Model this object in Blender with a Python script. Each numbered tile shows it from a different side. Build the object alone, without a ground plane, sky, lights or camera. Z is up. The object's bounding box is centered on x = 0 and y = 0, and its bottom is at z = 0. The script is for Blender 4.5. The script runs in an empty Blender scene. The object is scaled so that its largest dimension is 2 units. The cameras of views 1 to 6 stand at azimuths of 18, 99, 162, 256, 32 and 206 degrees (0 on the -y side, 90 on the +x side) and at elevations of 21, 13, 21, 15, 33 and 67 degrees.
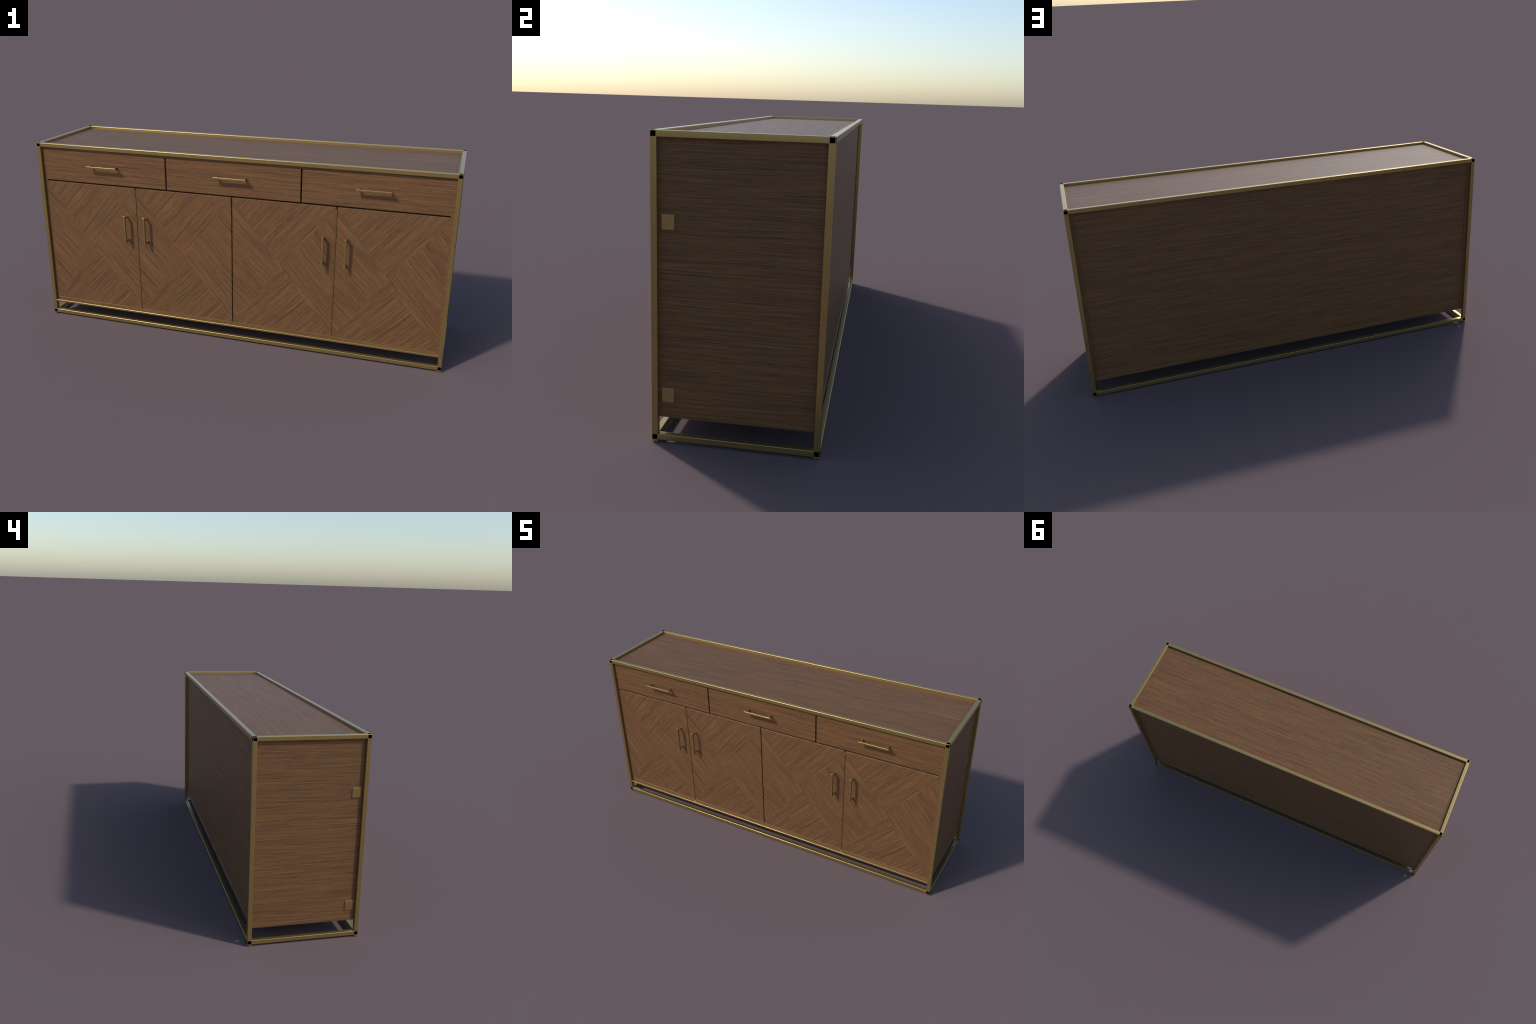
import bpy, bmesh, math
from mathutils import Vector

# ------------------------------------------------------------------ sizes (m)
HX = 1.0                      # half length of the frame
YF, YB = -0.2388, 0.2610      # front / back face of the frame
H = 0.9117                    # height
T = 0.01875                   # square tube of the frame
BV = 0.0018                   # rounding of the tube edges
FOOT = 0.0063                 # the posts stand this much below the low rails
PX = 0.9863                   # outer face of the side panels
PYF, PYB = -0.2258, 0.2431    # front plane of doors and drawers, back panel face
PYC = 0.2466                  # back edges of sides, top and bottom; the back panel is set in
PTOP, PBOT = 0.8997, 0.0744   # top face of the top board, underside
TH = 0.0190                   # board thickness
SLOT_Z0, SLOT_Z1 = 0.7219, 0.7288   # slot between doors and drawers
GAP = 0.0042                  # gap between doors
DGAP = 0.0062                 # gap between drawers
DX = 0.4885                   # pitch of the doors
DOOR_END = 0.9735             # where the outer doors end
DRX = 0.3250                  # gaps between the drawers
WB = 0.0015                    # rounding of the board edges
DTH = 0.0190                  # thickness of door and drawer fronts

col = bpy.context.scene.collection


# ------------------------------------------------------------------ node helpers
class Graph:
    def __init__(self, name):
        self.mat = bpy.data.materials.new(name)
        self.mat.use_nodes = True
        self.nt = self.mat.node_tree
        self.nt.nodes.clear()
        self.out = self.nt.nodes.new("ShaderNodeOutputMaterial")
        self.bsdf = self.nt.nodes.new("ShaderNodeBsdfPrincipled")
        self.nt.links.new(self.bsdf.outputs[0], self.out.inputs[0])

    def put(self, sock, v):
        if isinstance(v, bpy.types.NodeSocket):
            self.nt.links.new(v, sock)
        else:
            sock.default_value = v

    def math(self, op, a, b=0.0, c=0.0):
        n = self.nt.nodes.new("ShaderNodeMath")
        n.operation = op
        for i, v in enumerate((a, b, c)):
            self.put(n.inputs[i], v)
        return n.outputs[0]

    def mixf(self, f, a, b):
        n = self.nt.nodes.new("ShaderNodeMix")
        n.data_type = 'FLOAT'
        self.put(n.inputs[0], f); self.put(n.inputs[2], a); self.put(n.inputs[3], b)
        return n.outputs[0]

    def mixc(self, f, a, b, mode='MIX'):
        n = self.nt.nodes.new("ShaderNodeMix")
        n.data_type = 'RGBA'
        n.blend_type = mode
        self.put(n.inputs[0], f); self.put(n.inputs[6], a); self.put(n.inputs[7], b)
        return n.outputs[2]

    def xyz(self, x, y, z):
        n = self.nt.nodes.new("ShaderNodeCombineXYZ")
        for i, v in enumerate((x, y, z)):
            self.put(n.inputs[i], v)
        return n.outputs[0]

    def split(self, v):
        n = self.nt.nodes.new("ShaderNodeSeparateXYZ")
        self.put(n.inputs[0], v)
        return n.outputs

    def noise(self, vec, detail=2.0, rough=0.5, distort=0.0):
        n = self.nt.nodes.new("ShaderNodeTexNoise")
        n.noise_dimensions = '3D'
        self.put(n.inputs["Vector"], vec)
        n.inputs["Scale"].default_value = 1.0
        n.inputs["Detail"].default_value = detail
        n.inputs["Roughness"].default_value = rough
        n.inputs["Distortion"].default_value = distort
        return n.outputs[0]

    def remap(self, v, a, b, c, d):
        n = self.nt.nodes.new("ShaderNodeMapRange")
        self.put(n.inputs[0], v)
        for i, x in enumerate((a, b, c, d)):
            n.inputs[i + 1].default_value = x
        return n.outputs[0]

    def coords(self):
        n = self.nt.nodes.new("ShaderNodeTexCoord")
        return n.outputs["Object"], n.outputs["Normal"]


DARK = (0.080, 0.043, 0.0215, 1)
MID = (0.150, 0.0735, 0.0312, 1)
LIGHT = (0.214, 0.1045, 0.0437, 1)


def veneer_colour(g, along, across, seed, fine=1.0, spread=0.125):
    """Straight-grained walnut: long thin streaks in three widths."""
    wob = g.noise(g.xyz(g.math('MULTIPLY', along, 1.6), g.math('MULTIPLY', across, 6.0), seed + 9.1), 1.0)
    ac = g.math('MULTIPLY_ADD', wob, 0.006, across)
    wide = g.noise(g.xyz(g.math('MULTIPLY', along, 1.6), g.math('MULTIPLY', ac, 110.0 * fine), seed), 2.0, 0.55)
    mid = g.noise(g.xyz(g.math('MULTIPLY', along, 5.0), g.math('MULTIPLY', ac, 320.0 * fine), seed + 3.7), 2.0, 0.5)
    thin = g.noise(g.xyz(g.math('MULTIPLY', along, 30.0), g.math('MULTIPLY', ac, 480.0 * fine), seed + 6.3), 1.0, 0.5)
    hue = g.noise(g.xyz(g.math('MULTIPLY', along, 5.0), g.math('MULTIPLY', ac, 130.0 * fine), seed + 12.9), 1.0)
    s = g.math('MULTIPLY_ADD', mid, 0.52, g.math('MULTIPLY_ADD', wide, 0.22, g.math('MULTIPLY', thin, 0.26)))
    f = g.remap(s, 0.5 - spread, 0.5 + spread, 0.0, 1.0)
    ramp = g.nt.nodes.new("ShaderNodeValToRGB")
    g.put(ramp.inputs[0], f)
    e = ramp.color_ramp.elements
    e[0].position, e[0].color = 0.0, DARK
    e[1].position, e[1].color = 1.0, LIGHT
    m = ramp.color_ramp.elements.new(0.5)
    m.color = MID
    # reddish and greyish streaks alternate
    tint = g.mixc(g.remap(hue, 0.35, 0.65, 0.0, 1.0), (1.05, 0.95, 0.96, 1), (0.96, 1.05, 1.03, 1))
    c = g.mixc(1.0, ramp.outputs[0], tint, 'MULTIPLY')
    return c, f


def finish_wood(g, c, f):
    g.put(g.bsdf.inputs["Base Color"], c)
    g.put(g.bsdf.inputs["Roughness"], g.mixf(f, 0.50, 0.44))
    g.bsdf.inputs["Specular IOR Level"].default_value = 0.23


def wood_material(name, seed):
    g = Graph(name)
    obj, nor = g.coords()
    x, y, z = g.split(obj)
    nx, ny, nz = g.split(nor)
    on_x = g.math('GREATER_THAN', g.math('ABSOLUTE', nx), 0.6)
    on_z = g.math('GREATER_THAN', g.math('ABSOLUTE', nz), 0.6)
    along = g.mixf(on_x, x, y)
    across = g.mixf(on_z, z, y)
    c, f = veneer_colour(g, along, across, seed, 1.12, 0.142)
    finish_wood(g, c, f)
    return g.mat


def parquet_material(name, seed, hw, hh):
    """Four fields that meet in an X, each with slanted grain."""
    g = Graph(name)
    obj, nor = g.coords()
    x, y, z = g.split(obj)
    a = g.math('DIVIDE', x, hw)
    b = g.math('DIVIDE', z, hh)
    steep = g.math('GREATER_THAN', g.math('ABSOLUTE', b), g.math('ABSOLUTE', a))   # top or bottom field
    up = g.math('GREATER_THAN', b, 0.0)
    right = g.math('GREATER_THAN', a, 0.0)

    def field(deg, off):
        t = math.radians(deg)
        al = g.math('MULTIPLY_ADD', x, math.cos(t), g.math('MULTIPLY_ADD', z, math.sin(t), off))
        ac = g.math('MULTIPLY_ADD', x, -math.sin(t), g.math('MULTIPLY_ADD', z, math.cos(t), off * 1.7))
        return al, ac
    top, bot = field(49.0, 0.31), field(46.0, 1.13)
    rig, lef = field(-49.0, 2.27), field(-45.5, 3.41)
    along = g.mixf(steep, g.mixf(right, lef[0], rig[0]), g.mixf(up, bot[0], top[0]))
    across = g.mixf(steep, g.mixf(right, lef[1], rig[1]), g.mixf(up, bot[1], top[1]))
    c, f = veneer_colour(g, along, across, seed)
    finish_wood(g, c, f)
    return g.mat


def brass_material():
    g = Graph("brushed_brass")
    obj, nor = g.coords()
    n = g.noise(g.xyz(*[g.math('MULTIPLY', s, 60.0) for s in g.split(obj)]), 2.0)
    g.put(g.bsdf.inputs["Base Color"], g.mixc(n, (0.443, 0.312, 0.116, 1), (0.467, 0.330, 0.124, 1)))
    g.bsdf.inputs["Metallic"].default_value = 0.82
    g.put(g.bsdf.inputs["Roughness"], g.remap(n, 0.2, 0.8, 0.27, 0.30))
    return g.mat


def black_material():
    g = Graph("black_overlap_shading")
    g.bsdf.inputs["Base Color"].default_value = (0.0008, 0.0008, 0.0008, 1)
    g.bsdf.inputs["Roughness"].default_value = 1.0
    g.bsdf.inputs["Specular IOR Level"].default_value = 0.0
    return g.mat


# ------------------------------------------------------------------ mesh helpers
def add_box(bm, lo, hi, bevel=0.0, segs=2):
    r = bmesh.ops.create_cube(bm, size=1.0)
    vs = r["verts"]
    c = [(a + b) / 2 for a, b in zip(lo, hi)]
    s = [b - a for a, b in zip(lo, hi)]
    for v in vs:
        v.co = Vector([c[i] + v.co[i] * s[i] for i in range(3)])
    if bevel > 0:
        es = list({e for v in vs for e in v.link_edges})
        bmesh.ops.bevel(bm, geom=es, offset=bevel, segments=segs, profile=0.5, affect='EDGES')


def build(name, boxes, mat, parent, bevel=WB, segs=1, origin=(0, 0, 0)):
    bm = bmesh.new()
    o = Vector(origin)
    for lo, hi in boxes:
        add_box(bm, Vector(lo) - o, Vector(hi) - o, bevel, segs)
    bmesh.ops.recalc_face_normals(bm, faces=bm.faces)
    me = bpy.data.meshes.new(name)
    bm.to_mesh(me)
    bm.free()
    for p in me.polygons:
        p.use_smooth = True
    me.set_sharp_from_angle(angle=math.radians(35))
    me.materials.append(mat)
    ob = bpy.data.objects.new(name, me)
    if bevel > 0:        # big flat faces keep their own normals, the roundings blend into them
        w = ob.modifiers.new("flat_faces", 'WEIGHTED_NORMAL')
        w.mode, w.weight, w.keep_sharp = 'FACE_AREA', 100, True
    col.objects.link(ob)
    ob.location = o
    ob.parent = parent
    return ob


def extrude(name, plan, z0, z1, mat, parent):
    bm = bmesh.new()
    f = bm.faces.new([bm.verts.new((x, y, z0)) for x, y in plan])
    r = bmesh.ops.extrude_face_region(bm, geom=[f])
    for v in r["geom"]:
        if isinstance(v, bmesh.types.BMVert):
            v.co.z = z1
    bmesh.ops.recalc_face_normals(bm, faces=bm.faces)
    bmesh.ops.bevel(bm, geom=list(bm.edges), offset=0.0008, segments=1, profile=0.5, affect='EDGES')
    bmesh.ops.recalc_face_normals(bm, faces=bm.faces)
    me = bpy.data.meshes.new(name)
    bm.to_mesh(me)
    bm.free()
    me.materials.append(mat)
    ob = bpy.data.objects.new(name, me)
    col.objects.link(ob)
    ob.parent = parent
    return ob


# ------------------------------------------------------------------ materials
HW, Z0D = DX / 2, PBOT + 0.0200
DOOR_H = SLOT_Z0 - Z0D
WOOD = wood_material("walnut_veneer", 1.0)
WOOD_TOP = wood_material("walnut_veneer_top", 21.0)
WOOD_DRAWER = wood_material("walnut_veneer_drawer", 41.0)
PARQ_A = parquet_material("walnut_chevron", 2.0, HW, DOOR_H / 2)
PARQ_B = parquet_material("walnut_chevron_second", 15.0, HW, DOOR_H / 2)
BRASS = brass_material()
BLACK = black_material()

root = bpy.data.objects.new("sideboard", None)
root["label"] = "walnut sideboard with brass frame, three drawers, four chevron doors"
root["category"] = "sideboard"
col.objects.link(root)

# ------------------------------------------------------------------ brass frame
IN = BV * 0.97     # the rails reach over the rounding of the posts, not further
frame = bpy.data.objects.new("frame", None)
frame.parent = root
col.objects.link(frame)
for sx in (-1, 1):
    x0, x1 = sorted((sx * HX, sx * (HX - T)))
    for y0, y1 in ((YF, YF + T), (YB - T, YB)):
        build("post", [((x0, y0, 0), (x1, y1, H))], BRASS, frame, BV, 3)
for z0, z1 in ((FOOT, FOOT + T), (H - T, H)):
    for y0, y1 in ((YF, YF + T), (YB - T, YB)):
        e = HX - T + IN
        build("rail", [((-e, y0, z0), (e, y1, z1))], BRASS, frame, BV, 3)
    for sx in (-1, 1):
        x0, x1 = sorted((sx * HX, sx * (HX - T)))
        build("rail", [((x0, YF + T - IN, z0), (x1, YB - T + IN, z1))], BRASS, frame, BV, 3)

# black render shading of overlapping coplanar tube faces, modelled as blocks at the corners
PROUD, DEEP = 0.0003, 0.004
for sx in (-1, 1):
    for yo, sy in ((YF, -1), (YB, 1)):
        for z0, z1, top in ((FOOT, FOOT + T, False), (H - T, H, True)):
            m = BV * 1.08
            xa, xb = sorted((sx * (HX - m), sx * (HX - T + m)))
            ya, yb = sorted((yo - sy * m, yo - sy * (T - m)))
            za, zb = z0 + m, z1 - m
            xf = sorted((sx * (HX + PROUD), sx * (HX - DEEP)))
            yf = sorted((yo + sy * PROUD, yo - sy * DEEP))
            boxes = [((xf[0], ya, za), (xf[1], yb, zb)), ((xa, yf[0], za), (xb, yf[1], zb))]
            if top:
                boxes.append(((xa, ya, H - DEEP), (xb, yb, H + PROUD)))
            build("corner_black_shading", boxes, BLACK, frame, 0.0)

# ------------------------------------------------------------------ carcass
XI = PX - TH
SK = PX - 0.0035              # inner face of the lip
cab = bpy.data.objects.new("cabinet", None)
cab.parent = root
col.objects.link(cab)
E5 = 0.0002
build("top_board", [((-XI, PYF, PTOP - TH), (XI, PYC, PTOP))], WOOD_TOP, cab, 0.0008)
build("bottom_board", [((-PX, PYF, PBOT), (PX, PYC, Z0D))], WOOD, cab)
for sx in (-1, 1):
    def bx(xa, xb, ya, yb, za, zb):
        x0, x1 = sorted((sx * xa, sx * xb))
        return ((x0, ya, za), (x1, yb, zb))
    yd = PYF + DTH
    # the side is an L in plan: a thin lip runs forward and hides the ends of the fronts
    side = extrude("side_panel", [(sx * x, y) for x, y in ((XI, yd), (SK, yd), (SK, PYF), (PX, PYF), (PX, PYC), (XI, PYC))],
                   Z0D, PTOP, WOOD, cab)
    # front edge of the side: the outer doors sit against it without a visible joint
    build("stile", [bx(DOOR_END - WB, SK, PYF, yd, Z0D + E5, SLOT_Z1 - 0.0005),
                    bx(XI, SK - 0.001, PYF + 0.0003, yd, SLOT_Z0 - 0.004, SLOT_Z1 + 0.004),
                    bx(XI, SK, PYF + 0.0003, yd, PTOP - TH, PTOP - 0.0003)], WOOD, side, 0.0)
build("back_panel", [((-XI, PYB - TH, Z0D), (XI, PYB, PTOP - TH))], WOOD, cab, 0.0004)
build("divider", [((-XI, PYF + DTH + 0.010, SLOT_Z0 - 0.008), (XI, PYB - TH, SLOT_Z1 + 0.003))], WOOD, cab)
build("partition", [((-0.010, PYF + DTH + 0.002, Z0D), (0.010, PYB - TH, SLOT_Z0 - 0.008))], WOOD, cab)

# ------------------------------------------------------------------ handles
BAR, BAR_D, YH = 0.0087, 0.0105, -0.2610      # bar width and depth, front of the bars


def handle(length, upright, centre, parent):
    L, r, inset, p = length / 2, BAR / 2, 0.0115, 0.0041
    cx, cz = centre
    yb = YH + BAR_D
    boxes = []
    if upright:
        boxes.append(((-r, YH, -L), (r, yb, L)))
        for s in (-1, 1):
            q = s * (L - inset)
            boxes.append(((-p, yb - 0.002, q - p), (p, PYF + 0.002, q + p)))
    else:
        boxes.append(((-L, YH, -r), (L, yb, r)))
        for s in (-1, 1):
            q = s * (L - inset)
            boxes.append(((q - p, yb - 0.002, -p), (q + p, PYF + 0.002, p)))
    ob = build("handle", boxes, BRASS, parent, 0.0012, 3)
    pl = parent.location if parent else Vector()
    ob.location = Vector((cx, 0, cz)) - pl
    return ob


# ------------------------------------------------------------------ doors
zc = (Z0D + SLOT_Z0) / 2
spans = [(-DOOR_END, -DX - GAP / 2), (-DX + GAP / 2, -GAP / 2), (GAP / 2, DX - GAP / 2), (DX + GAP / 2, DOOR_END)]
hx = [-DX - 0.0505, -DX + 0.0525, DX - 0.0525, DX + 0.0505]
for i, (xa, xb) in enumerate(spans):
    xc = (math.floor((xa + xb) / 2 / DX) + 0.5) * DX
    d = build("door", [((xa, PYF, Z0D + E5), (xb, PYF + DTH, SLOT_Z0))], PARQ_A if i < 2 else PARQ_B, cab,
              origin=(xc, 0, zc))
    handle(0.1400, True, (hx[i], 0.5188), d)
    if i in (0, 2):      # thin brass strip that covers the joint of a pair of doors
        build("joint_strip", [((xb, -0.2278, 0.0790), (xb + 0.0034, PYF + 0.006, SLOT_Z0 - 0.0095))],
              BRASS, cab, 0.0008)

# ------------------------------------------------------------------ drawers
for xa, xb in ((-SK, -DRX - DGAP / 2), (-DRX + DGAP / 2, DRX - DGAP / 2), (DRX + DGAP / 2, SK)):
    d = build("drawer", [((xa, PYF, SLOT_Z1), (xb, PYF + DTH, PTOP - TH - E5))], WOOD_DRAWER, cab)
    c = max(-0.6465, min(0.6465, xa + xb))
    handle(0.1560, False, (c, 0.8150), d)

# brass trim along the foot of the front, flush with the frame
build("trim", [((-(HX - T), YF + 0.0006, 0.0703), (HX - T, PYF + 0.004, 0.0800))], BRASS, root, 0.0015, 3)

# brass hinge plates on the sides
for sx in (-1, 1):
    for z0, z1 in ((0.6392, 0.6822), (0.1245, 0.1680)):
        x0, x1 = sorted((sx * (PX - 0.003), sx * (PX + 0.0032)))
        build("hinge_plate", [((x0, -0.2106, z0), (x1, -0.1732, z1))], BRASS, root, 0.0010, 3)
